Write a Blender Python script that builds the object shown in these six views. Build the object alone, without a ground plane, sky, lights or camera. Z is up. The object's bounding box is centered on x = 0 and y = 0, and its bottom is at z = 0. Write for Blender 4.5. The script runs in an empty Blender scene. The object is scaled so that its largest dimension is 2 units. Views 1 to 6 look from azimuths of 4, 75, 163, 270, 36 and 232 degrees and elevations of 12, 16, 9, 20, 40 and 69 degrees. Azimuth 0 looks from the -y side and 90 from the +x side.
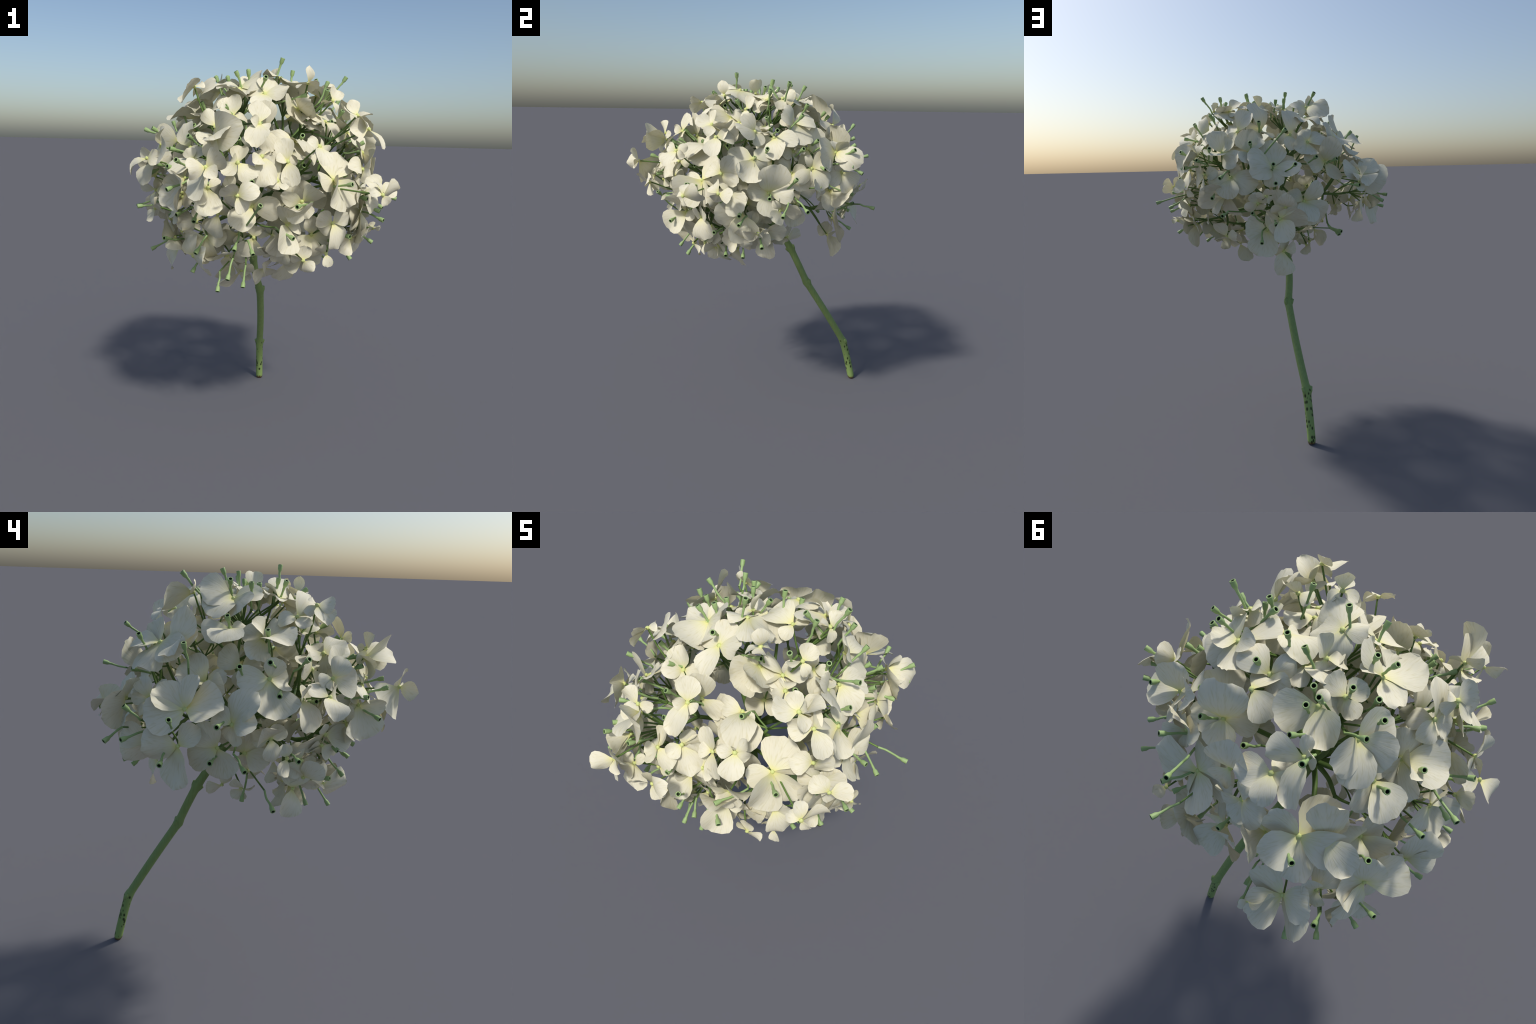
# A single cut mophead hydrangea: a leaning green stem that forks inside the head
# into branches; every branch carries florets (a bud knob with cream petals) and
# bare stalks that end in a small hollow cup.
import bpy, bmesh, math, random
from mathutils import Vector, Matrix

rnd = random.Random(11)
HUB = Vector((-0.065, 0.045, 1.27))          # where the stem forks
HEAD = Vector((-0.02, -0.02, 1.42))          # middle of the flower head
PETALS_SINGLE = 300                          # larger petals stay single objects


# ------------------------------------------------------------------ materials
def new_material(name, rough=0.6, spec=0.3):
    m = bpy.data.materials.new(name)
    m.use_nodes = True
    nt = m.node_tree
    b = nt.nodes["Principled BSDF"]
    b.inputs["Roughness"].default_value = rough
    b.inputs["Specular IOR Level"].default_value = spec
    return m, nt, b


def ramp(nt, stops):
    r = nt.nodes.new("ShaderNodeValToRGB")
    while len(r.color_ramp.elements) < len(stops):
        r.color_ramp.elements.new(0.5)
    for e, (pos, col) in zip(r.color_ramp.elements, stops):
        e.position, e.color = pos, (*col, 1)
    return r


def mix(nt, fac, a, b, mode="MIX"):
    n = nt.nodes.new("ShaderNodeMix")
    n.data_type, n.blend_type = "RGBA", mode
    for socket, v in ((n.inputs[0], fac), (n.inputs[6], a), (n.inputs[7], b)):
        if isinstance(v, (int, float)):
            socket.default_value = v
        elif isinstance(v, tuple):
            socket.default_value = (*v, 1)
        else:
            nt.links.new(v, socket)
    return n.outputs[2]


def math_node(nt, op, a, b=None):
    n = nt.nodes.new("ShaderNodeMath")
    n.operation = op
    for i, v in enumerate((a, b)):
        if v is None:
            continue
        if isinstance(v, (int, float)):
            n.inputs[i].default_value = v
        else:
            nt.links.new(v, n.inputs[i])
    return n.outputs[0]


def petal_material(name, joined):
    """Cream blade, yellow-green at the claw, fine veins that fan from the claw."""
    m, nt, b = new_material(name, 0.62, 0.25)
    if joined:                                # scalar place along / across the blade
        along = nt.nodes.new("ShaderNodeAttribute"); along.attribute_name = "along"
        across = nt.nodes.new("ShaderNodeAttribute"); across.attribute_name = "across"
        x, y = across.outputs["Fac"], along.outputs["Fac"]
    else:                                     # the blade runs along its own y axis
        tc = nt.nodes.new("ShaderNodeTexCoord")
        sep = nt.nodes.new("ShaderNodeSeparateXYZ")
        nt.links.new(tc.outputs["Object"], sep.inputs[0])
        x, y = sep.outputs[0], sep.outputs[1]
    fan = math_node(nt, "DIVIDE", x, math_node(nt, "ADD", y, 0.12))
    xyz = nt.nodes.new("ShaderNodeCombineXYZ")
    nt.links.new(math_node(nt, "MULTIPLY", fan, 9.0), xyz.inputs[0])
    nt.links.new(math_node(nt, "MULTIPLY", y, 1.6), xyz.inputs[1])
    info = nt.nodes.new("ShaderNodeObjectInfo")
    nt.links.new(math_node(nt, "MULTIPLY", info.outputs["Random"], 40.0), xyz.inputs[2])
    veins = nt.nodes.new("ShaderNodeTexNoise")
    veins.inputs["Scale"].default_value = 2.2
    veins.inputs["Detail"].default_value = 5
    veins.inputs["Roughness"].default_value = 0.6
    nt.links.new(xyz.outputs[0], veins.inputs["Vector"])
    xyz2 = nt.nodes.new("ShaderNodeCombineXYZ")
    nt.links.new(x, xyz2.inputs[0]); nt.links.new(y, xyz2.inputs[1])
    nt.links.new(math_node(nt, "MULTIPLY", info.outputs["Random"], 30.0), xyz2.inputs[2])
    blotch = nt.nodes.new("ShaderNodeTexNoise")
    blotch.inputs["Scale"].default_value = 5.0
    blotch.inputs["Detail"].default_value = 3
    nt.links.new(xyz2.outputs[0], blotch.inputs["Vector"])
    vein_ramp = ramp(nt, [(0.30, (0.15, 0.15, 0.15)), (0.50, (1, 1, 1))])
    nt.links.new(veins.outputs["Fac"], vein_ramp.inputs[0])
    blade = mix(nt, blotch.outputs["Fac"], CREAM_COOL, CREAM_WARM)
    blade = mix(nt, vein_ramp.outputs[0], CREAM_VEIN, blade)
    # yellow-green claw
    reach = math_node(nt, "ADD", y, math_node(nt, "MULTIPLY", math_node(nt, "SUBTRACT", veins.outputs["Fac"], 0.5), 0.25))
    claw = ramp(nt, [(0.0, (1, 1, 1)), (0.06, (0.8, 0.8, 0.8)), (0.17, (0.30, 0.30, 0.30)), (0.42, (0, 0, 0))])
    nt.links.new(reach, claw.inputs[0])
    col = mix(nt, claw.outputs[0], blade, CLAW)
    nt.links.new(col, b.inputs["Base Color"])
    bump = nt.nodes.new("ShaderNodeBump")
    bump.inputs["Strength"].default_value = 0.15
    bump.inputs["Distance"].default_value = 0.004
    nt.links.new(veins.outputs["Fac"], bump.inputs["Height"])
    nt.links.new(bump.outputs[0], b.inputs["Normal"])
    tr = nt.nodes.new("ShaderNodeBsdfTranslucent")
    nt.links.new(col, tr.inputs["Color"])
    ms = nt.nodes.new("ShaderNodeMixShader")
    ms.inputs[0].default_value = 0.08
    out = nt.nodes["Material Output"]
    nt.links.new(b.outputs[0], ms.inputs[1]); nt.links.new(tr.outputs[0], ms.inputs[2])
    nt.links.new(ms.outputs[0], out.inputs["Surface"])
    return m


def plain_material(name, low, high, scale=30.0, rough=0.5):
    m, nt, b = new_material(name, rough)
    tc = nt.nodes.new("ShaderNodeTexCoord")
    n = nt.nodes.new("ShaderNodeTexNoise")
    n.inputs["Scale"].default_value = scale
    n.inputs["Detail"].default_value = 4
    nt.links.new(tc.outputs["Object"], n.inputs["Vector"])
    r = ramp(nt, [(0.35, low), (0.65, high)])
    nt.links.new(n.outputs["Fac"], r.inputs[0])
    nt.links.new(r.outputs[0], b.inputs["Base Color"])
    return m


def stem_material():
    """Smooth green; the lowest joint is paler and carries dark scars, the cut end is brown."""
    m, nt, b = new_material("stem_green", 0.5)
    tc = nt.nodes.new("ShaderNodeTexCoord")
    sep = nt.nodes.new("ShaderNodeSeparateXYZ")
    nt.links.new(tc.outputs["Object"], sep.inputs[0])
    z = sep.outputs[2]
    mp = nt.nodes.new("ShaderNodeMapping")
    mp.inputs["Scale"].default_value = (26, 26, 4)
    nt.links.new(tc.outputs["Object"], mp.inputs[0])
    streak = nt.nodes.new("ShaderNodeTexNoise")
    streak.inputs["Detail"].default_value = 4
    nt.links.new(mp.outputs[0], streak.inputs["Vector"])
    green = ramp(nt, [(0.3, (0.190, 0.275, 0.088)), (0.7, (0.235, 0.330, 0.115))])
    nt.links.new(streak.outputs["Fac"], green.inputs[0])
    low = ramp(nt, [(0.0, (1, 1, 1)), (0.27, (0.6, 0.6, 0.6)), (0.36, (0, 0, 0))])
    nt.links.new(z, low.inputs[0])
    col = mix(nt, low.outputs[0], green.outputs[0], (0.250, 0.360, 0.115))
    mp2 = nt.nodes.new("ShaderNodeMapping")
    mp2.inputs["Scale"].default_value = (44, 44, 26)
    nt.links.new(tc.outputs["Object"], mp2.inputs[0])
    scar = nt.nodes.new("ShaderNodeTexVoronoi")
    scar.inputs["Scale"].default_value = 1.25
    nt.links.new(mp2.outputs[0], scar.inputs["Vector"])
    spot = ramp(nt, [(0.0, (1, 1, 1)), (0.26, (0.9, 0.9, 0.9)), (0.42, (0, 0, 0))])
    nt.links.new(scar.outputs["Distance"], spot.inputs[0])
    pick = nt.nodes.new("ShaderNodeSeparateColor")
    nt.links.new(scar.outputs["Color"], pick.inputs[0])
    chosen = math_node(nt, "GREATER_THAN", pick.outputs[0], 0.12)
    zone = math_node(nt, "LESS_THAN", z, 0.30)
    fac = math_node(nt, "MULTIPLY", math_node(nt, "MULTIPLY", spot.outputs[0], chosen), zone)
    col = mix(nt, fac, col, (0.022, 0.032, 0.008))
    cut = ramp(nt, [(0.0, (1, 1, 1)), (0.010, (0.7, 0.7, 0.7)), (0.018, (0, 0, 0))])
    nt.links.new(z, cut.inputs[0])
    col = mix(nt, cut.outputs[0], col, (0.16, 0.075, 0.035))
    nt.links.new(col, b.inputs["Base Color"])
    return m


CREAM_COOL = (0.69, 0.67, 0.54)
CREAM_WARM = (0.75, 0.71, 0.545)
CREAM_VEIN = (0.62, 0.58, 0.38)
CLAW = (0.73, 0.71, 0.28)
PETAL = petal_material("petal_cream", False)
PETAL_JOINED = petal_material("petal_cream_small", True)
STEM = stem_material()
BRANCH = plain_material("branch_green", (0.110, 0.190, 0.048), (0.150, 0.240, 0.066), 22)
STALK = plain_material("stalk_green", (0.260, 0.380, 0.150), (0.315, 0.440, 0.190), 30)
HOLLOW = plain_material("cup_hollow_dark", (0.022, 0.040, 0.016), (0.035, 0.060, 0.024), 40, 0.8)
BUD = plain_material("bud_yellow_green", (0.52, 0.58, 0.20), (0.62, 0.66, 0.28), 60)


# ------------------------------------------------------------------ mesh helpers
def link(name, mesh, parent=None, smooth=True):
    o = bpy.data.objects.new(name, mesh)
    bpy.context.scene.collection.objects.link(o)
    if smooth:
        for p in mesh.polygons:
            p.use_smooth = True
    o.parent = parent
    return o


def smooth_path(points, steps=5):
    """Catmull-Rom through the control points."""
    pts = [Vector(p) for p in points]
    ext = [2 * pts[0] - pts[1]] + pts + [2 * pts[-1] - pts[-2]]
    out = []
    for i in range(1, len(ext) - 2):
        a, b, c, d = ext[i - 1:i + 3]
        for k in range(steps):
            t = k / steps
            out.append(0.5 * (2 * b + (c - a) * t + (2 * a - 5 * b + 4 * c - d) * t * t + (3 * b - a - 3 * c + d) * t ** 3))
    out.append(pts[-1])
    return out


def sweep(bm, path, radius, sides=8, mat=0, caps=True):
    """Tube of varying radius(k) along a path; returns the last ring."""
    t = (path[1] - path[0]).normalized()
    side = t.orthogonal().normalized()
    prev = first = None
    for k, p in enumerate(path):
        d = (path[min(k + 1, len(path) - 1)] - path[max(k - 1, 0)]).normalized()
        side = (side - side.dot(d) * d).normalized()
        other = d.cross(side)
        r = radius(k)
        ring = [bm.verts.new(p + (side * math.cos(2 * math.pi * i / sides) + other * math.sin(2 * math.pi * i / sides)) * r) for i in range(sides)]
        if prev:
            for i in range(sides):
                f = bm.faces.new((prev[i], prev[(i + 1) % sides], ring[(i + 1) % sides], ring[i]))
                f.material_index = mat
        else:
            first = ring
        prev = ring
    if caps:
        bm.faces.new(list(reversed(first))).material_index = mat
        bm.faces.new(prev).material_index = mat
    return prev


def finish(bm, name, materials):
    bmesh.ops.recalc_face_normals(bm, faces=bm.faces)
    me = bpy.data.meshes.new(name)
    bm.to_mesh(me)
    bm.free()
    for m in materials:
        me.materials.append(m)
    return me


# ------------------------------------------------------------------ the thing
flower = bpy.data.objects.new("hydrangea", None)
flower.location = (-0.05, 0.70, 0.0)
flower["label"] = "cut mophead hydrangea with cream petals on a green stem"
flower["category"] = "flower"
bpy.context.scene.collection.objects.link(flower)


def child(name, mesh, parent=None):
    o = link(name, mesh, parent or flower)
    return o


def build_stem():
    joints = [Vector((-0.050, 0.708, 0.001)), Vector((-0.050, 0.632, 0.286)), Vector((-0.039, 0.352, 0.731)), Vector((-0.078, 0.250, 0.955)), HUB]
    path, rad = [], []
    for j in range(4):
        a, b = joints[j], joints[j + 1]
        n = 16
        for k in range(n):
            t = k / n
            p = a.lerp(b, t)
            # soften the kinks and let each joint swell
            bow = math.sin(math.pi * t) * 0.006
            p = p + Vector((bow * math.sin(j * 2.1), bow * 0.4, 0))
            near = min(t if j else 1.0, 1 - t) * (b - a).length
            base_r = 0.0225 - 0.002 * (j + t) / 4
            if j == 0:
                base_r = 0.0230
            swell = 0.0045 * math.exp(-(near / 0.022) ** 2)
            path.append(p)
            rad.append(base_r + swell)
    path.append(HUB)
    rad.append(0.018)
    rad[0] = 0.0195
    bm = bmesh.new()
    sweep(bm, path, lambda k: rad[k], 12)
    # leaf scars: a pair of blunt lips on every joint
    for j, angles in ((1, (0.55, 2.6)), (2, (0.75, 2.4)), (3, (1.2, 4.6))):
        d = (joints[j + 1] - joints[j]).normalized()
        for angle in angles:
            s = Vector((math.cos(angle), math.sin(angle), 0))
            s = (s - s.dot(d) * d).normalized()
            c = joints[j] + s * (0.016 if j < 3 else 0.012) + d * 0.004
            sweep(bm, [c - d * 0.034 - s * 0.004, c - d * 0.014 + s * 0.004, c + d * 0.006 + s * 0.008, c + d * 0.014 + s * 0.003],
                  lambda k: (0.006, 0.0115, 0.0125, 0.006)[k], 8)
    for v in bm.verts:
        v.co -= flower.location
        if v.co.z < 0.012:
            v.co.z = max(v.co.z, 0.0)
    return child("stem", finish(bm, "stem", [STEM]))


# petals --------------------------------------------------------------------
def petal_mesh(seed, wide, tip, cup, bend, wave, fold):
    """A blade of length 1 along y: narrow claw, broad limb, rounded or pointed end."""
    r = random.Random(seed)
    rows, half = 8, 3
    outline = [(0.0, 0.035), (0.10, 0.15), (0.24, 0.34), (0.42, 0.475), (0.60, 0.52), (0.76, 0.49), (0.90, 0.36), (0.98, 0.17)]
    ph1, ph2, lean = r.uniform(0, 6), r.uniform(0, 6), r.uniform(-0.08, 0.08)
    verts, faces, along, across = [], [], [], []
    for i, (t, w) in enumerate(outline):
        if t > 0.5:
            w *= 1 - tip * (t - 0.5)
        for j in range(-half, half + 1):
            u = j / half
            x = u * w * wide * (1 + 0.10 * math.sin(ph1 + 5 * t + (1.7 if u > 0 else 0)))
            y = t + (0.02 * (1 - u * u) if i == rows - 1 else 0)
            if i >= rows - 2:
                y += 0.018 * math.sin(ph2 + 4 * u)
            x += lean * t * t
            z = cup * x * x + bend * (t * t - t) + wave * abs(u) ** 1.5 * math.sin(ph1 + 6.5 * t + 2.2 * u) * t + fold * abs(x) * t
            z += 0.02 * math.sin(9 * x + ph2) * math.sin(7 * t + ph1) * t
            verts.append((x, y, z)); along.append(t); across.append(x)
    n = 2 * half + 1
    for i in range(rows - 1):
        for j in range(n - 1):
            faces.append((i * n + j, i * n + j + 1, (i + 1) * n + j + 1, (i + 1) * n + j))
    me = bpy.data.meshes.new("petal")
    me.from_pydata(verts, [], faces)
    for name, values in (("along", along), ("across", across)):
        a = me.attributes.new(name, "FLOAT", "POINT")
        a.data.foreach_set("value", values)
    me.materials.append(PETAL)
    for p in me.polygons:
        p.use_smooth = True
    return me


PETAL_KINDS = []
for s in range(26):
    g = random.Random(100 + s)
    PETAL_KINDS.append(petal_mesh(s, g.uniform(0.86, 1.10), g.choice((0.0, 0.1, 0.2, 0.5)), g.uniform(-0.6, 0.55),
                                  g.uniform(-0.85, 0.45), g.uniform(0.02, 0.12), g.choice((0.0, 0.0, 0.2, -0.25, 0.45, -0.4))))

florets, stalks, petals = [], [], []


def facing_frame(azimuth, elevation):
    a, e = math.radians(azimuth), math.radians(elevation)
    n = Vector((math.cos(e) * math.cos(a), math.cos(e) * math.sin(a), math.sin(e)))
    e1 = Vector((-math.sin(a), math.cos(a), 0))
    return n, e1, n.cross(e1)


def floret(place, facing, blades):
    """One floret: bud knob at place, looking along facing; blades = (turn, length, lift)."""
    florets.append((Vector(place), facing, blades))


def stalk(tip, root):
    """A bare stalk with a hollow cup at its tip; root is where it leaves the branch."""
    stalks.append((Vector(tip), Vector(root)))


# ---- florets, from the crown of the head downwards: (turn deg, length m, lift deg)
floret((0.054, -0.101, 1.907), (-50, 81), [(293, 0.149, -7), (341, 0.124, -34), (176, 0.079, 22), (89, 0.101, -42)])
floret((0.010, -0.004, 1.890), (31, 87), [(240, 0.080, 60), (0, 0.067, -32), (113, 0.074, -35)])
floret((-0.207, 0.242, 1.873), (101, 52), [(299, 0.151, 14), (212, 0.113, 11), (118, 0.064, 8), (33, 0.050, 28)])
floret((0.189, -0.213, 1.873), (-45, 67), [(97, 0.071, 75), (263, 0.063, 26), (10, 0.058, -44), (175, 0.059, -28)])
floret((-0.100, 0.107, 1.872), (125, 74), [(212, 0.135, 4), (302, 0.131, 2), (80, 0.050, 17), (6, 0.080, -40)])
floret((-0.121, 0.021, 1.865), (143, 77), [(127, 0.081, 11), (30, 0.072, 13), (285, 0.072, 6), (216, 0.055, -43)])
floret((0.314, 0.068, 1.860), (-10, 61), [(8, 0.069, 28), (134, 0.041, 14), (255, 0.055, -42), (82, 0.055, -41)])
floret((0.071, 0.234, 1.858), (72, 66), [(121, 0.125, -43), (242, 0.104, -49), (9, 0.105, -31)])
floret((-0.132, -0.119, 1.856), (-124, 66), [(34, 0.128, 24), (293, 0.149, 19), (323, 0.125, -3), (192, 0.117, 18), (86, 0.088, 8), (250, 0.075, -17)])
floret((-0.247, 0.074, 1.855), (162, 54), [(205, 0.139, 32), (21, 0.119, 2), (312, 0.124, 17), (245, 0.146, 9)])
floret((0.174, 0.027, 1.855), (15, 73), [(57, 0.130, -8), (287, 0.058, 19), (173, 0.067, -50), (350, 0.071, -25)])
floret((0.241, 0.166, 1.851), (15, 72), [(223, 0.091, 10), (314, 0.119, -12), (300, 0.087, 30), (167, 0.141, 9), (18, 0.112, -3), (84, 0.087, 16)])
floret((0.050, 0.045, 1.849), (0, 84), [(91, 0.104, 8), (159, 0.124, 8), (38, 0.083, -1), (225, 0.125, -22)])
floret((-0.324, -0.262, 1.844), (-156, 66), [(284, 0.094, -26), (333, 0.069, 20), (91, 0.043, 10), (179, 0.055, -35)])
floret((0.087, 0.153, 1.844), (110, 71), [(169, 0.118, 11), (52, 0.088, 6), (282, 0.107, 4), (343, 0.084, 3)])
floret((-0.007, -0.209, 1.825), (-78, 43), [(351, 0.111, 26), (68, 0.100, 7), (251, 0.125, 5), (153, 0.097, -26)])
floret((0.309, -0.124, 1.805), (-19, 59), [(23, 0.068, 43), (143, 0.055, -24), (271, 0.056, -38)])
floret((-0.169, 0.332, 1.804), (111, 55), [(200, 0.110, 11), (283, 0.103, 10), (70, 0.090, -48), (349, 0.099, -27)])
floret((-0.321, -0.187, 1.797), (-149, 58), [(42, 0.128, 17), (279, 0.068, 1), (170, 0.080, -32), (113, 0.086, -49)])
floret((0.237, 0.116, 1.788), (30, 62), [(240, 0.082, -29), (0, 0.066, -35), (123, 0.059, -27)])
floret((0.148, -0.171, 1.762), (-37, 50), [(239, 0.131, 43), (253, 0.097, -9), (199, 0.125, 0), (308, 0.112, 4), (135, 0.063, 8)])
floret((-0.356, 0.080, 1.748), (150, 61), [(232, 0.110, 6), (297, 0.130, 9), (149, 0.050, 10), (44, 0.071, -22)])
floret((0.354, 0.121, 1.736), (22, 50), [(279, 0.134, -7), (356, 0.109, 16), (209, 0.058, -3), (162, 0.106, 34)])
floret((0.235, -0.145, 1.735), (-28, 59), [(100, 0.100, 12), (354, 0.107, 12), (228, 0.081, -30), (168, 0.093, -32)])
floret((-0.319, -0.140, 1.732), (-156, 55), [(343, 0.068, -4), (103, 0.064, -33), (212, 0.061, -40)])
floret((0.097, 0.331, 1.731), (95, 55), [(45, 0.116, -31), (103, 0.157, 42), (217, 0.112, 14), (301, 0.100, 8), (149, 0.160, 6)])
floret((0.410, -0.315, 1.731), (-37, 41), [(156, 0.094, 7), (272, 0.069, 1), (101, 0.071, 14), (3, 0.068, -47)])
floret((-0.260, -0.190, 1.728), (-178, 51), [(54, 0.116, 5), (324, 0.048, 24), (198, 0.039, 13), (130, 0.055, -40)])
floret((0.243, 0.377, 1.723), (59, 42), [(53, 0.125, 18), (139, 0.096, -14), (276, 0.082, -25), (216, 0.083, -46)])
floret((-0.142, -0.282, 1.718), (-91, 44), [(105, 0.094, 20), (217, 0.086, 46), (270, 0.057, 11), (12, 0.064, -26)])
floret((0.295, -0.020, 1.717), (-52, 54), [(217, 0.055, 29), (278, 0.105, -22), (187, 0.121, 9), (339, 0.056, 12), (82, 0.062, 24)])
floret((-0.345, -0.054, 1.708), (-175, 49), [(60, 0.104, 13), (314, 0.155, 26), (255, 0.139, 11), (161, 0.089, 10), (183, 0.109, 60)])
floret((0.277, -0.194, 1.707), (-33, 51), [(193, 0.056, 7), (287, 0.085, -13), (58, 0.055, -32), (118, 0.063, -27)])
floret((-0.049, 0.408, 1.703), (84, 27), [(103, 0.136, 12), (262, 0.096, -1), (14, 0.101, -50), (191, 0.083, -43)])
floret((0.401, -0.097, 1.698), (10, 42), [(202, 0.130, 26), (133, 0.098, 29), (17, 0.074, -30), (288, 0.073, -21)])
floret((-0.351, 0.359, 1.685), (157, 44), [(198, 0.136, -6), (133, 0.127, -2), (263, 0.152, 13), (329, 0.152, 10), (26, 0.158, 0)])
floret((-0.013, -0.415, 1.684), (-61, 30), [(309, 0.043, 5), (247, 0.134, 8), (86, 0.098, 15), (176, 0.053, 27)])
floret((0.394, -0.263, 1.683), (-30, 55), [(325, 0.100, 57), (294, 0.079, 17), (24, 0.081, 16), (132, 0.057, 1)])
floret((-0.410, 0.297, 1.679), (122, 32), [(93, 0.160, 9), (340, 0.126, 17), (223, 0.105, -31), (159, 0.105, -44)])
floret((0.464, -0.305, 1.674), (-33, 34), [(272, 0.108, 6), (33, 0.092, -39), (156, 0.090, -30)])
floret((0.397, 0.004, 1.666), (4, 42), [(331, 0.122, 15), (265, 0.125, -4), (110, 0.095, -29), (196, 0.104, -42)])
floret((-0.192, -0.498, 1.665), (-108, 34), [(134, 0.074, 53), (254, 0.068, -49), (12, 0.056, -42)])
floret((-0.144, 0.431, 1.661), (77, 23), [(110, 0.078, -1), (209, 0.095, 16), (281, 0.088, 14), (18, 0.108, -6)])
floret((-0.013, -0.334, 1.658), (-89, 46), [(70, 0.126, 55), (190, 0.095, -22), (318, 0.105, -45)])
floret((-0.315, -0.302, 1.655), (-147, 35), [(13, 0.115, 17), (177, 0.071, 0), (278, 0.081, -32), (95, 0.075, -40)])
floret((-0.029, 0.031, 1.628), (86, 56), [(158, 0.095, 3), (244, 0.075, 17), (321, 0.082, -11), (49, 0.080, 17)])
floret((-0.190, -0.496, 1.624), (-93, 27), [(251, 0.090, -8), (237, 0.045, 46), (328, 0.141, 58), (350, 0.173, 39), (178, 0.079, 12)])
floret((0.134, -0.277, 1.614), (-68, 30), [(166, 0.101, -13), (277, 0.164, 35), (273, 0.169, 44), (192, 0.139, -14), (327, 0.057, 10)])
floret((0.411, 0.180, 1.613), (27, 31), [(13, 0.125, 16), (133, 0.105, -42), (246, 0.105, -34)])
floret((0.333, 0.373, 1.608), (73, 34), [(314, 0.137, 21), (123, 0.122, 33), (239, 0.120, 44), (52, 0.092, 14)])
floret((0.190, 0.435, 1.607), (82, 39), [(110, 0.122, 51), (133, 0.130, -3), (61, 0.099, 16), (199, 0.092, 3), (257, 0.110, 19), (333, 0.057, 11)])
floret((-0.403, -0.251, 1.602), (-146, 31), [(182, 0.123, 41), (302, 0.105, -33), (70, 0.103, -29)])
floret((-0.399, 0.032, 1.602), (171, 36), [(153, 0.101, 13), (273, 0.085, -44), (26, 0.094, -32)])
floret((0.408, 0.104, 1.599), (9, 26), [(282, 0.052, 10), (200, 0.066, 3), (348, 0.059, 17), (105, 0.055, -21)])
floret((0.460, 0.315, 1.596), (24, 24), [(288, 0.088, 43), (300, 0.148, 39), (47, 0.078, 57), (189, 0.160, 18), (99, 0.060, 0)])
floret((0.244, -0.477, 1.595), (-60, 28), [(164, 0.063, 12), (261, 0.099, 10), (43, 0.061, -29), (333, 0.058, -29)])
floret((-0.465, -0.328, 1.580), (-159, 20), [(348, 0.113, -6), (60, 0.087, 7), (263, 0.053, 10), (188, 0.060, 4)])
floret((-0.508, -0.081, 1.578), (-180, 29), [(63, 0.082, 32), (187, 0.122, 5), (284, 0.160, -1), (358, 0.093, -38)])
floret((-0.323, -0.367, 1.577), (-129, 26), [(120, 0.111, 17), (11, 0.036, -7), (252, 0.061, -30), (187, 0.061, -20)])
floret((0.465, -0.119, 1.570), (-13, 25), [(176, 0.125, 6), (251, 0.125, 0), (36, 0.105, -23), (319, 0.091, -41)])
floret((0.115, -0.107, 1.565), (-59, 70), [(220, 0.081, -5), (320, 0.081, -3), (50, 0.087, 7), (147, 0.077, -11)])
floret((-0.255, 0.417, 1.552), (95, 20), [(189, 0.143, 17), (76, 0.158, 57), (110, 0.142, 7), (310, 0.130, 6)])
floret((0.006, -0.498, 1.549), (-71, 20), [(219, 0.063, 23), (284, 0.125, 1), (75, 0.072, -49), (355, 0.083, -42)])
floret((-0.448, 0.168, 1.547), (159, 39), [(201, 0.120, 46), (133, 0.126, 14), (28, 0.086, 5), (331, 0.123, 14)])
floret((0.202, 0.042, 1.540), (18, 28), [(233, 0.110, 1), (319, 0.092, -1), (56, 0.098, -12), (132, 0.090, -2)])
floret((0.114, -0.452, 1.528), (-78, 15), [(180, 0.050, 11), (280, 0.106, 4), (102, 0.098, 2), (20, 0.065, -38)])
floret((-0.288, -0.479, 1.525), (-104, 11), [(202, 0.116, 9), (328, 0.071, 3), (119, 0.051, 19), (46, 0.075, -32)])
floret((-0.536, -0.312, 1.522), (-148, 14), [(249, 0.101, 26), (9, 0.080, -41), (136, 0.091, -35)])
floret((0.076, 0.478, 1.522), (89, 34), [(340, 0.157, 28), (189, 0.165, 27), (83, 0.157, 13), (270, 0.112, -2), (26, 0.160, -7)])
floret((-0.091, -0.533, 1.521), (-97, 15), [(225, 0.076, 9), (327, 0.101, 2), (86, 0.081, -24), (166, 0.064, -46)])
floret((0.483, 0.180, 1.518), (8, 13), [(120, 0.070, 8), (35, 0.100, 13), (218, 0.106, 0), (307, 0.120, 8)])
floret((-0.524, -0.209, 1.507), (-158, 14), [(280, 0.128, 14), (130, 0.083, 60), (27, 0.090, -41), (206, 0.085, -47)])
floret((-0.205, -0.658, 1.505), (-105, 10), [(26, 0.094, 14), (323, 0.063, 5), (213, 0.139, -28), (217, 0.086, 63)])
floret((0.059, -0.289, 1.501), (-77, -12), [(271, 0.109, 11), (1, 0.081, 2), (85, 0.077, 8), (186, 0.098, -10)])
floret((0.451, -0.279, 1.497), (-26, 11), [(51, 0.105, 5), (326, 0.095, 3), (158, 0.087, -27), (236, 0.084, -32)])
floret((0.437, 0.086, 1.492), (2, 20), [(142, 0.085, 6), (307, 0.116, 7), (10, 0.075, 21), (222, 0.068, -30)])
floret((0.433, 0.363, 1.491), (20, 10), [(117, 0.068, 6), (199, 0.103, -3), (307, 0.107, 13), (23, 0.077, -39)])
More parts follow.
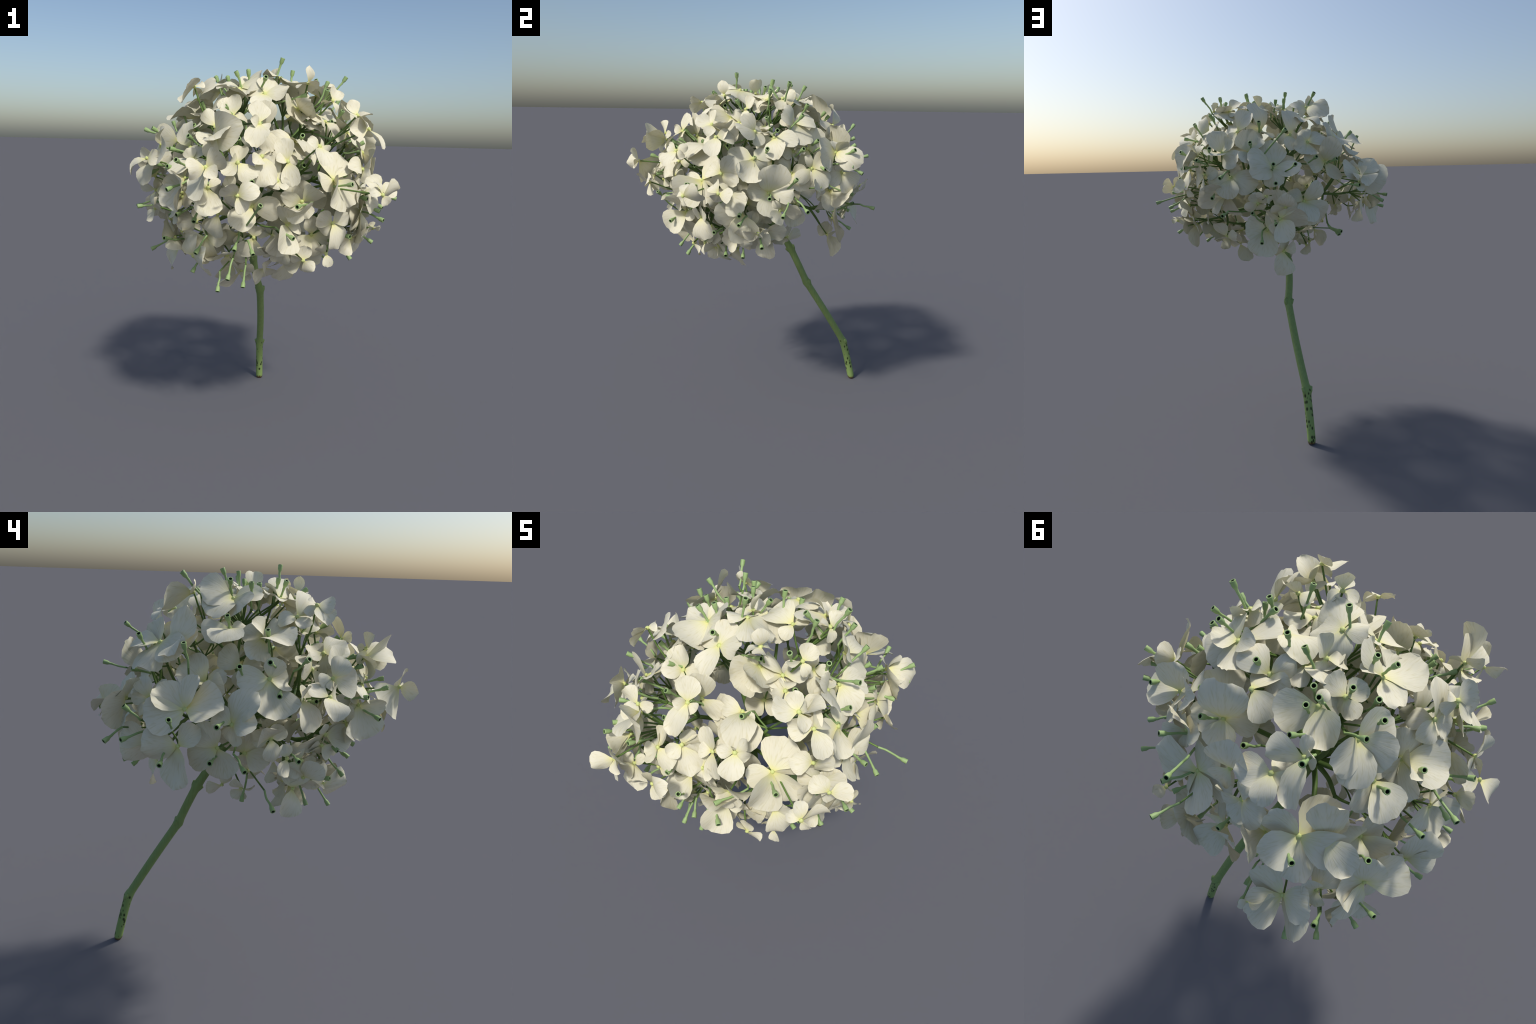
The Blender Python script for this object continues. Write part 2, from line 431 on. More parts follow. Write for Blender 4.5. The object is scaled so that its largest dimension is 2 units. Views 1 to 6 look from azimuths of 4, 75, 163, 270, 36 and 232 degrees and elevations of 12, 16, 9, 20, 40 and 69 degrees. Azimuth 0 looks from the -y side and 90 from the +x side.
floret((-0.497, 0.384, 1.485), (146, 32), [(117, 0.093, 15), (185, 0.070, 21), (264, 0.073, 8), (64, 0.098, -3)])
floret((-0.350, -0.021, 1.480), (145, 65), [(39, 0.096, 1), (140, 0.099, 13), (232, 0.093, 5), (309, 0.098, -11)])
floret((-0.445, 0.485, 1.475), (107, 26), [(324, 0.148, 28), (240, 0.146, 32), (159, 0.133, 9), (37, 0.133, 17)])
floret((0.298, 0.424, 1.475), (67, 5), [(181, 0.123, 8), (74, 0.082, 9), (341, 0.150, 2), (272, 0.115, 5)])
floret((-0.572, 0.235, 1.466), (161, 28), [(153, 0.135, 19), (214, 0.153, 19), (77, 0.133, 7), (9, 0.153, -2)])
floret((0.304, -0.130, 1.456), (-12, 9), [(328, 0.098, -14), (43, 0.105, -14), (138, 0.094, 10), (239, 0.109, 6)])
floret((0.317, -0.356, 1.450), (-51, 17), [(233, 0.151, 16), (187, 0.100, 13), (302, 0.142, 9), (66, 0.139, -5), (12, 0.098, 6)])
floret((-0.329, -0.462, 1.448), (-135, 7), [(354, 0.116, 38), (270, 0.147, 7), (118, 0.075, 1), (192, 0.099, -40)])
floret((0.072, -0.477, 1.448), (-83, 4), [(113, 0.109, 6), (243, 0.036, 19), (337, 0.053, 14), (35, 0.056, -48)])
floret((-0.388, 0.591, 1.439), (133, 5), [(157, 0.033, 34), (42, 0.106, -15), (260, 0.056, 19), (340, 0.055, -44)])
floret((0.516, 0.217, 1.425), (26, 1), [(177, 0.074, 23), (297, 0.064, -30), (64, 0.059, -45)])
floret((-0.594, 0.056, 1.417), (163, 27), [(58, 0.152, 4), (4, 0.105, 11), (159, 0.080, -1), (262, 0.091, -45)])
floret((-0.209, -0.571, 1.417), (-98, 2), [(280, 0.114, 14), (139, 0.049, 17), (223, 0.081, 12), (36, 0.058, -26)])
floret((0.537, -0.308, 1.411), (-30, -1), [(0, 0.087, 27), (121, 0.082, -48), (236, 0.061, -28)])
floret((-0.123, -0.525, 1.404), (-100, -2), [(88, 0.067, 9), (208, 0.059, -44), (326, 0.063, -40)])
floret((-0.096, -0.330, 1.402), (-108, -11), [(185, 0.088, 11), (274, 0.084, 5), (1, 0.081, 17), (92, 0.075, 1)])
floret((0.517, -0.476, 1.401), (-43, -2), [(12, 0.104, 5), (305, 0.047, 12), (164, 0.055, -38), (89, 0.067, -44)])
floret((0.464, -0.039, 1.397), (-22, 7), [(275, 0.127, 26), (77, 0.163, 30), (171, 0.107, 8), (9, 0.125, 3)])
floret((-0.338, -0.131, 1.394), (-151, -17), [(226, 0.098, -1), (318, 0.079, -7), (60, 0.104, 13), (147, 0.077, 4)])
floret((-0.084, -0.606, 1.392), (-96, -4), [(19, 0.092, -5), (138, 0.087, 51), (293, 0.073, -5), (211, 0.077, -35)])
floret((0.460, -0.252, 1.392), (-28, -4), [(211, 0.101, 12), (327, 0.123, 24), (84, 0.101, -39), (157, 0.080, -47)])
floret((-0.353, -0.414, 1.380), (-128, -6), [(113, 0.093, 11), (233, 0.083, -31), (349, 0.071, -39)])
floret((0.307, 0.348, 1.376), (45, -3), [(174, 0.174, 61), (276, 0.143, -32), (225, 0.128, 13), (188, 0.090, -25)])
floret((0.148, 0.597, 1.376), (76, -6), [(62, 0.061, 47), (182, 0.055, -22), (298, 0.056, -44)])
floret((-0.396, -0.100, 1.364), (-156, -29), [(27, 0.086, 7), (124, 0.075, 11), (203, 0.096, -5), (299, 0.078, 3)])
floret((-0.350, -0.415, 1.362), (-117, -6), [(169, 0.107, 16), (227, 0.073, 18), (329, 0.054, 6), (66, 0.071, -42)])
floret((0.180, -0.455, 1.362), (-76, -4), [(29, 0.107, 36), (163, 0.096, 3), (292, 0.076, 13), (235, 0.100, 7)])
floret((-0.554, -0.093, 1.357), (-171, -10), [(117, 0.109, 38), (271, 0.092, 18), (18, 0.083, -38), (191, 0.085, -33)])
floret((0.200, -0.285, 1.356), (-55, -3), [(275, 0.077, -4), (7, 0.108, 9), (114, 0.089, -12), (202, 0.087, 1)])
floret((-0.266, -0.234, 1.349), (-113, -18), [(38, 0.098, -3), (149, 0.080, 1), (231, 0.104, -14), (315, 0.080, -11)])
floret((0.129, -0.349, 1.342), (-96, -18), [(256, 0.083, 7), (346, 0.085, -11), (71, 0.090, -9), (156, 0.087, -14)])
floret((-0.406, -0.323, 1.335), (-149, -8), [(197, 0.129, -2), (354, 0.122, 16), (115, 0.042, 2), (284, 0.084, -46)])
floret((-0.097, 0.493, 1.335), (92, -9), [(55, 0.134, 6), (317, 0.138, 11), (256, 0.151, 57), (153, 0.105, -32)])
floret((0.174, 0.520, 1.333), (73, -6), [(193, 0.075, 10), (53, 0.078, 6), (125, 0.063, 10), (301, 0.059, -40)])
floret((0.376, -0.129, 1.331), (-46, -22), [(296, 0.103, 12), (35, 0.091, -4), (110, 0.076, 4), (207, 0.092, -9)])
floret((-0.037, -0.433, 1.330), (-84, -3), [(226, 0.131, 35), (163, 0.070, 29), (353, 0.125, 5), (75, 0.081, -47)])
floret((-0.595, 0.261, 1.327), (146, -5), [(276, 0.163, 26), (175, 0.134, 46), (213, 0.125, -30), (45, 0.105, -45)])
floret((0.401, 0.134, 1.323), (22, -18), [(264, 0.125, 10), (24, 0.091, -41), (135, 0.088, -26)])
floret((0.044, 0.602, 1.315), (85, -13), [(93, 0.103, 34), (214, 0.095, -30), (345, 0.086, -45)])
floret((-0.501, 0.390, 1.311), (137, -14), [(147, 0.120, 13), (210, 0.156, 24), (3, 0.105, -28), (290, 0.105, -30)])
floret((-0.543, 0.114, 1.308), (160, -4), [(123, 0.121, 10), (289, 0.125, 7), (218, 0.130, 14), (161, 0.075, -54)])
floret((0.480, 0.019, 1.308), (-6, -8), [(236, 0.080, 47), (126, 0.063, 5), (357, 0.108, 20), (72, 0.074, -25)])
floret((0.467, -0.180, 1.299), (-31, 0), [(185, 0.134, 22), (273, 0.157, -11), (191, 0.122, 1), (99, 0.109, 4)])
floret((0.276, -0.027, 1.294), (-10, -13), [(11, 0.082, 0), (101, 0.106, -6), (188, 0.091, 14), (294, 0.108, 2)])
floret((-0.408, -0.311, 1.290), (-140, -21), [(319, 0.068, 25), (184, 0.057, -4), (65, 0.055, -41), (254, 0.056, -36)])
floret((-0.189, -0.415, 1.288), (-111, -23), [(260, 0.110, 15), (20, 0.086, -24), (138, 0.097, -42)])
floret((0.032, -0.301, 1.278), (-79, -38), [(32, 0.105, 11), (120, 0.109, 17), (208, 0.104, -10), (312, 0.109, 6)])
floret((-0.491, 0.008, 1.272), (178, -10), [(135, 0.139, 0), (50, 0.127, -1), (339, 0.101, 9), (236, 0.094, -33)])
floret((-0.541, -0.161, 1.272), (-163, -22), [(235, 0.074, 51), (355, 0.070, -23), (104, 0.055, -38)])
floret((0.322, -0.365, 1.259), (-65, -15), [(288, 0.119, 15), (161, 0.082, -1), (42, 0.077, 11), (222, 0.067, -29)])
floret((0.118, -0.421, 1.253), (-65, 1), [(240, 0.142, 29), (96, 0.159, 62), (336, 0.076, -2), (273, 0.153, -16), (99, 0.064, 8)])
floret((0.063, 0.566, 1.250), (67, -14), [(298, 0.132, 37), (83, 0.156, -1), (0, 0.143, 3), (251, 0.091, 1), (181, 0.125, -53)])
floret((-0.296, -0.358, 1.241), (-127, -30), [(179, 0.105, 19), (332, 0.055, 5), (82, 0.066, -39), (254, 0.057, -44)])
floret((-0.450, -0.227, 1.234), (-152, -30), [(242, 0.081, 21), (3, 0.071, -26), (124, 0.073, -47)])
floret((0.445, -0.119, 1.220), (-13, -32), [(219, 0.065, 17), (334, 0.125, 41), (98, 0.078, -44), (28, 0.079, -35)])
floret((0.541, -0.110, 1.204), (-10, -30), [(176, 0.080, -15), (74, 0.035, 43), (305, 0.055, -30), (358, 0.055, -26)])
floret((0.233, -0.295, 1.191), (-68, -25), [(221, 0.131, 11), (340, 0.118, 14), (275, 0.103, 16), (94, 0.086, -24)])
floret((-0.103, -0.338, 1.191), (-103, -44), [(202, 0.109, 16), (264, 0.053, 26), (55, 0.073, -30), (334, 0.058, -30)])
floret((-0.377, -0.299, 1.188), (-139, -37), [(93, 0.021, -10), (227, 0.118, 6), (333, 0.057, -23), (167, 0.064, -26)])
floret((0.427, -0.050, 1.181), (-8, -21), [(287, 0.139, 23), (9, 0.112, 7), (179, 0.073, 8), (118, 0.087, 37)])
floret((0.107, 0.450, 1.179), (76, -20), [(255, 0.149, 37), (170, 0.121, 4), (71, 0.120, 0), (331, 0.076, 13)])
floret((-0.031, -0.364, 1.179), (-90, -33), [(225, 0.112, 15), (296, 0.095, 16), (86, 0.066, -5), (1, 0.066, -48)])
floret((-0.257, -0.333, 1.168), (-125, -42), [(266, 0.125, 15), (194, 0.122, 20), (59, 0.091, -43), (342, 0.097, -33)])
floret((0.425, -0.194, 1.165), (-37, -32), [(222, 0.089, 9), (325, 0.082, 0), (45, 0.108, -2), (131, 0.076, 14)])
floret((-0.402, -0.007, 1.164), (178, -45), [(358, 0.069, 10), (118, 0.055, -44), (227, 0.065, -25)])
floret((-0.422, -0.241, 1.148), (179, -38), [(320, 0.106, -7), (57, 0.102, -10), (140, 0.087, -9), (234, 0.096, -9)])
floret((0.293, -0.114, 1.137), (-11, -31), [(331, 0.105, 12), (65, 0.106, 16), (167, 0.091, -11), (257, 0.077, 3)])
floret((0.101, -0.363, 1.137), (-70, -51), [(17, 0.087, -10), (91, 0.087, 0), (195, 0.110, -9), (273, 0.087, 17)])
floret((0.130, -0.093, 1.123), (92, -74), [(55, 0.080, 8), (136, 0.096, -10), (226, 0.084, 13), (324, 0.108, 6)])
floret((0.272, 0.120, 1.115), (38, -48), [(276, 0.108, -9), (11, 0.097, 10), (115, 0.108, -12), (205, 0.100, -6)])
floret((0.302, -0.346, 1.114), (-48, -44), [(276, 0.059, 56), (36, 0.055, -47), (166, 0.055, -33)])
floret((-0.201, 0.101, 1.114), (167, -54), [(308, 0.091, -10), (42, 0.082, 6), (140, 0.109, 10), (225, 0.095, -6)])
floret((-0.170, -0.043, 1.104), (-122, -42), [(127, 0.098, -11), (211, 0.077, 15), (300, 0.089, 10), (33, 0.078, -4)])
floret((0.063, -0.323, 1.100), (-76, -55), [(178, 0.051, 10), (343, 0.093, 16), (75, 0.057, -29), (254, 0.055, -50)])
floret((-0.307, -0.181, 1.097), (-112, -61), [(267, 0.092, 14), (354, 0.108, -10), (89, 0.108, 17), (166, 0.092, 5)])
floret((-0.411, -0.201, 1.092), (-153, -49), [(220, 0.125, 47), (340, 0.105, -41), (90, 0.105, -45)])
floret((0.198, -0.396, 1.088), (-62, -47), [(328, 0.071, 34), (88, 0.066, -38), (205, 0.056, -40)])
floret((-0.157, -0.317, 1.083), (-80, -63), [(115, 0.105, 13), (203, 0.103, 4), (286, 0.105, 15), (18, 0.101, 5)])
floret((-0.316, -0.337, 1.076), (-130, -49), [(9, 0.134, 20), (129, 0.101, -48), (257, 0.105, -35)])
floret((0.200, -0.256, 1.068), (-91, -41), [(13, 0.086, -14), (101, 0.099, 5), (202, 0.101, -1), (291, 0.102, 3)])
floret((0.016, 0.457, 1.055), (86, -47), [(231, 0.135, 54), (158, 0.064, 2), (5, 0.090, -43), (83, 0.080, -48)])
floret((-0.300, 0.024, 1.040), (170, -64), [(237, 0.071, 44), (357, 0.059, -21), (115, 0.064, -35)])
floret((-0.243, 0.115, 1.031), (146, -66), [(169, 0.078, 40), (289, 0.067, -49), (45, 0.057, -46)])
floret((0.135, -0.133, 1.028), (-39, -72), [(266, 0.124, 44), (26, 0.102, -46), (151, 0.088, -32)])
floret((-0.156, -0.174, 1.017), (-129, -70), [(347, 0.125, -5), (207, 0.125, 47), (106, 0.105, -48), (286, 0.096, -29)])
floret((0.016, -0.239, 1.011), (-23, -38), [(232, 0.089, 15), (329, 0.104, 13), (60, 0.101, 8), (148, 0.106, -1)])
floret((-0.100, -0.203, 0.983), (-112, -72), [(281, 0.074, 34), (150, 0.133, 36), (43, 0.079, -26), (215, 0.079, -40)])

# ---- bare cup stalks: tip, root
stalk((0.069, -0.124, 1.993), (0.026, -0.111, 1.868))
stalk((-0.115, 0.129, 1.971), (-0.115, 0.102, 1.907))
stalk((0.115, 0.069, 1.962), (0.098, 0.057, 1.854))
stalk((-0.243, 0.283, 1.953), (-0.218, 0.209, 1.866))
stalk((-0.093, -0.113, 1.939), (-0.083, -0.098, 1.831))
stalk((0.385, 0.084, 1.937), (0.326, 0.078, 1.848))
stalk((-0.061, 0.102, 1.932), (-0.056, 0.083, 1.824))
stalk((-0.097, 0.158, 1.931), (-0.086, 0.132, 1.825))
stalk((-0.283, 0.085, 1.931), (-0.206, 0.088, 1.840))
stalk((-0.149, -0.146, 1.929), (-0.108, -0.116, 1.839))
stalk((0.066, 0.040, 1.925), (0.009, 0.037, 1.857))
stalk((0.299, 0.195, 1.924), (0.276, 0.152, 1.838))
stalk((-0.265, 0.001, 1.921), (-0.231, -0.002, 1.816))
stalk((-0.203, -0.031, 1.918), (-0.177, -0.029, 1.811))
stalk((0.230, 0.026, 1.916), (0.285, 0.092, 1.803))
stalk((-0.125, 0.002, 1.911), (-0.110, -0.002, 1.802))
stalk((0.290, 0.010, 1.904), (0.247, 0.005, 1.802))
stalk((-0.001, -0.245, 1.895), (-0.026, -0.167, 1.842))
stalk((0.129, 0.175, 1.895), (0.108, 0.144, 1.791))
stalk((-0.131, 0.240, 1.888), (-0.169, 0.095, 1.777))
stalk((0.281, -0.167, 1.851), (0.253, -0.093, 1.723))
stalk((0.361, 0.190, 1.832), (0.306, 0.157, 1.742))
stalk((0.186, -0.209, 1.822), (0.030, -0.177, 1.780))
stalk((-0.417, 0.088, 1.800), (-0.355, 0.070, 1.711))
stalk((-0.046, 0.349, 1.800), (-0.042, 0.286, 1.710))
stalk((0.202, 0.345, 1.796), (0.169, 0.285, 1.710))
stalk((0.444, 0.139, 1.781), (0.373, 0.075, 1.682))
stalk((-0.296, -0.237, 1.780), (-0.249, -0.197, 1.689))
stalk((0.126, 0.397, 1.775), (0.104, 0.328, 1.693))
stalk((0.368, -0.029, 1.767), (0.324, 0.012, 1.692))
stalk((-0.174, -0.326, 1.760), (-0.138, -0.245, 1.703))
stalk((-0.424, -0.069, 1.752), (-0.373, -0.082, 1.649))
stalk((-0.148, 0.337, 1.722), (-0.125, 0.267, 1.641))
stalk((-0.411, 0.432, 1.722), (-0.355, 0.413, 1.653))
stalk((0.034, 0.591, 1.722), (0.130, 0.446, 1.578))
stalk((-0.538, 0.240, 1.709), (-0.503, 0.228, 1.611))
stalk((0.309, -0.174, 1.708), (0.233, -0.097, 1.669))
stalk((0.488, -0.004, 1.706), (0.347, 0.016, 1.678))
stalk((-0.012, -0.402, 1.692), (-0.014, -0.324, 1.615))
stalk((-0.135, -0.400, 1.689), (-0.114, -0.323, 1.614))
stalk((-0.307, -0.370, 1.674), (-0.256, -0.301, 1.605))
stalk((-0.531, -0.226, 1.661), (-0.444, -0.176, 1.600))
stalk((0.211, 0.525, 1.657), (0.176, 0.435, 1.603))
stalk((-0.606, -0.079, 1.656), (-0.478, -0.115, 1.607))
stalk((0.423, 0.232, 1.655), (0.346, 0.184, 1.593))
stalk((0.467, 0.257, 1.640), (0.386, 0.207, 1.585))
stalk((0.173, -0.335, 1.640), (0.163, -0.242, 1.604))
stalk((-0.576, 0.032, 1.633), (-0.481, 0.023, 1.578))
stalk((0.413, 0.443, 1.631), (0.404, 0.335, 1.557))
stalk((-0.191, -0.476, 1.631), (-0.142, -0.386, 1.594))
stalk((-0.324, -0.406, 1.626), (-0.269, -0.329, 1.570))
stalk((0.317, -0.222, 1.623), (0.229, -0.108, 1.654))
stalk((-0.097, -0.470, 1.620), (-0.082, -0.377, 1.563))
stalk((0.478, -0.051, 1.619), (0.384, -0.044, 1.562))
stalk((0.496, 0.131, 1.618), (0.404, 0.102, 1.565))
stalk((0.559, 0.380, 1.615), (0.476, 0.335, 1.570))
stalk((-0.239, -0.483, 1.598), (-0.200, -0.392, 1.549))
stalk((-0.157, 0.541, 1.579), (-0.135, 0.440, 1.540))
stalk((0.462, -0.115, 1.573), (0.380, -0.067, 1.564))
stalk((0.484, 0.446, 1.570), (0.411, 0.372, 1.537))
stalk((-0.402, -0.421, 1.570), (-0.317, -0.368, 1.551))
stalk((-0.297, 0.492, 1.567), (-0.251, 0.399, 1.530))
stalk((0.108, 0.605, 1.541), (0.089, 0.500, 1.513))
stalk((0.019, 0.701, 1.539), (0.014, 0.594, 1.515))
stalk((-0.189, -0.590, 1.538), (-0.161, -0.488, 1.509))
stalk((0.545, 0.383, 1.530), (0.446, 0.298, 1.537))
stalk((-0.341, -0.576, 1.528), (-0.309, -0.485, 1.489))
stalk((-0.579, -0.119, 1.527), (-0.435, -0.133, 1.558))
stalk((0.545, 0.232, 1.520), (0.427, 0.201, 1.538))
stalk((0.016, -0.475, 1.516), (0.008, -0.370, 1.485))
stalk((0.185, -0.377, 1.511), (0.136, -0.284, 1.478))
stalk((-0.399, -0.486, 1.496), (-0.335, -0.399, 1.477))
stalk((-0.501, -0.266, 1.495), (-0.407, -0.213, 1.473))
stalk((-0.585, 0.462, 1.476), (-0.560, 0.407, 1.416))
stalk((0.374, -0.314, 1.474), (0.310, -0.248, 1.418))
stalk((0.376, 0.511, 1.473), (0.311, 0.440, 1.512))
stalk((0.536, 0.088, 1.473), (0.469, 0.038, 1.392))
stalk((-0.681, 0.279, 1.453), (-0.604, 0.281, 1.396))
stalk((-0.557, -0.160, 1.448), (-0.410, -0.189, 1.519))
stalk((-0.028, -0.569, 1.445), (-0.032, -0.481, 1.455))
stalk((0.092, 0.589, 1.441), (0.074, 0.481, 1.436))
stalk((0.392, -0.446, 1.439), (0.298, -0.366, 1.420))
stalk((0.089, -0.448, 1.427), (0.064, -0.340, 1.425))
stalk((-0.668, 0.108, 1.426), (-0.560, 0.084, 1.424))
stalk((-0.209, -0.559, 1.424), (-0.243, -0.471, 1.470))
stalk((-0.379, 0.616, 1.421), (-0.329, 0.518, 1.421))
stalk((-0.388, -0.545, 1.402), (-0.315, -0.474, 1.437))
stalk((0.569, -0.061, 1.383), (0.476, -0.034, 1.391))
stalk((0.410, 0.447, 1.366), (0.357, 0.334, 1.408))
stalk((0.479, -0.291, 1.364), (0.385, -0.235, 1.380))
stalk((-0.624, 0.470, 1.354), (-0.542, 0.398, 1.367))
stalk((0.010, -0.568, 1.352), (-0.066, -0.459, 1.235))
stalk((0.160, -0.530, 1.345), (0.232, -0.405, 1.361))
stalk((0.681, 0.100, 1.332), (0.553, 0.087, 1.366))
stalk((-0.555, 0.555, 1.324), (-0.490, 0.495, 1.366))
stalk((0.553, -0.210, 1.300), (0.454, -0.174, 1.331))
stalk((-0.226, -0.522, 1.295), (-0.189, -0.424, 1.329))
stalk((0.597, 0.000, 1.293), (0.502, 0.057, 1.359))
stalk((-0.617, -0.202, 1.286), (-0.551, -0.181, 1.291))
stalk((0.212, 0.539, 1.285), (0.126, 0.435, 1.223))
stalk((0.384, 0.589, 1.281), (0.340, 0.522, 1.300))
stalk((-0.379, -0.408, 1.278), (-0.298, -0.310, 1.317))
stalk((-0.678, 0.319, 1.276), (-0.577, 0.311, 1.299))
stalk((-0.636, 0.136, 1.275), (-0.527, 0.115, 1.270))
stalk((-0.415, -0.379, 1.269), (-0.343, -0.307, 1.311))
stalk((-0.681, 0.002, 1.261), (-0.585, 0.049, 1.299))
stalk((-0.288, -0.467, 1.259), (-0.282, -0.364, 1.321))
stalk((0.571, -0.216, 1.258), (0.491, -0.157, 1.288))
stalk((0.087, 0.565, 1.216), (0.070, 0.467, 1.263))
stalk((0.150, -0.514, 1.207), (0.070, -0.438, 1.242))
stalk((0.409, -0.313, 1.191), (0.339, -0.255, 1.195))
stalk((0.041, 0.554, 1.163), (0.032, 0.460, 1.221))
stalk((-0.298, 0.552, 1.161), (-0.255, 0.465, 1.184))
stalk((-0.450, -0.350, 1.159), (-0.398, -0.241, 1.138))
stalk((-0.301, 0.511, 1.139), (-0.261, 0.428, 1.200))
stalk((-0.107, -0.481, 1.139), (-0.093, -0.398, 1.209))
stalk((0.544, -0.092, 1.129), (0.468, -0.082, 1.175))
stalk((0.299, -0.352, 1.129), (0.313, -0.283, 1.171))
stalk((-0.024, -0.478, 1.123), (-0.053, -0.416, 1.174))
stalk((0.165, 0.546, 1.120), (0.136, 0.459, 1.178))
stalk((-0.287, -0.432, 1.109), (-0.245, -0.362, 1.183))
stalk((-0.576, -0.114, 1.056), (-0.481, -0.079, 1.107))
stalk((0.434, -0.167, 1.054), (0.366, -0.143, 1.137))
stalk((0.341, -0.241, 1.045), (0.283, -0.227, 1.086))
stalk((-0.140, -0.439, 0.994), (-0.123, -0.376, 1.082))
stalk((-0.333, -0.271, 0.981), (-0.289, -0.232, 1.074))
stalk((-0.298, 0.021, 0.976), (-0.294, -0.001, 1.107))
stalk((-0.073, -0.402, 0.952), (-0.066, -0.346, 1.046))
stalk((-0.191, -0.392, 0.924), (-0.190, -0.337, 1.007))


def bud_mesh():
    bm = bmesh.new()
    bmesh.ops.create_icosphere(bm, subdivisions=3, radius=0.0085)
    for v in bm.verts:                       # four closed lobes
        a = math.atan2(v.co.y, v.co.x)
        k = 1 + 0.13 * abs(math.cos(2 * a)) * (1 if v.co.z > 0 else 0.3)
        v.co = Vector((v.co.x * k, v.co.y * k, v.co.z * 0.9))
    return finish(bm, "floret", [BUD])


BUD_MESH = bud_mesh()


# branches: each floret and stalk root hangs on the nearest of the fork points -------
def spread(points, count):
    """Fork points by k-means over directions from the hub, seeded by farthest points."""
    dirs = [(p - HUB).normalized() for p in points]
    cs = [dirs[0]]
    while len(cs) < count:
        cs.append(max(dirs, key=lambda d: min((d - c).length for c in cs)))
    for _ in range(8):
        groups = [[] for _ in cs]
        for d, p in zip(dirs, points):
            groups[min(range(len(cs)), key=lambda i: (d - cs[i]).length)].append((d, p))
        cs = [sum((d for d, _ in g), Vector()).normalized() if g else c for g, c in zip(groups, cs)]
    return cs, groups


def build_branches():
    ends = [c - facing_frame(*f)[0] * 0.008 for c, f, _ in florets]
    roots = [r for _, r in stalks]
    cs, groups = spread(ends + roots, 15)
    for c, g in zip(cs, groups):
        if not g:
            continue
        far = sum(((p - HUB).length for _, p in g)) / len(g)
        fork = HUB + c * far * 0.60 + Vector((0, 0, -0.02))
        bm = bmesh.new()
        mid = HUB.lerp(fork, 0.5) + Vector((rnd.uniform(-.02, .02), rnd.uniform(-.02, .02), 0.015))
        path = smooth_path([HUB, mid, fork], 5)
        sweep(bm, path, lambda k: 0.0125 - 0.004 * k / len(path), 8)
        # second forks
        left = sorted(g, key=lambda q: (q[1] - HUB).length)
        subs, sgroups = spread([p + (HUB - p) * 1e-6 for _, p in left], min(4, max(1, len(left) // 3)))
        for sc, sg in zip(subs, sgroups):
            if not sg:
                continue
            m = sum((p for _, p in sg), Vector()) / len(sg)
            sub = fork.lerp(m, 0.60)
            path2 = smooth_path([fork, fork.lerp(sub, 0.5) + Vector((rnd.uniform(-.012, .012), rnd.uniform(-.012, .012), -0.006)), sub], 4)
            sweep(bm, path2, lambda k: 0.0078 - 0.0018 * k / len(path2), 7)
            for _, p in sg:
                bow = (p - sub).orthogonal().normalized() * rnd.uniform(-0.012, 0.012)
                path3 = smooth_path([sub, sub.lerp(p, 0.55) + bow, p], 4)
                sweep(bm, path3, lambda k: 0.0040, 6)
        for v in bm.verts:
            v.co -= flower.location
        child("branch", finish(bm, "branch", [BRANCH]))


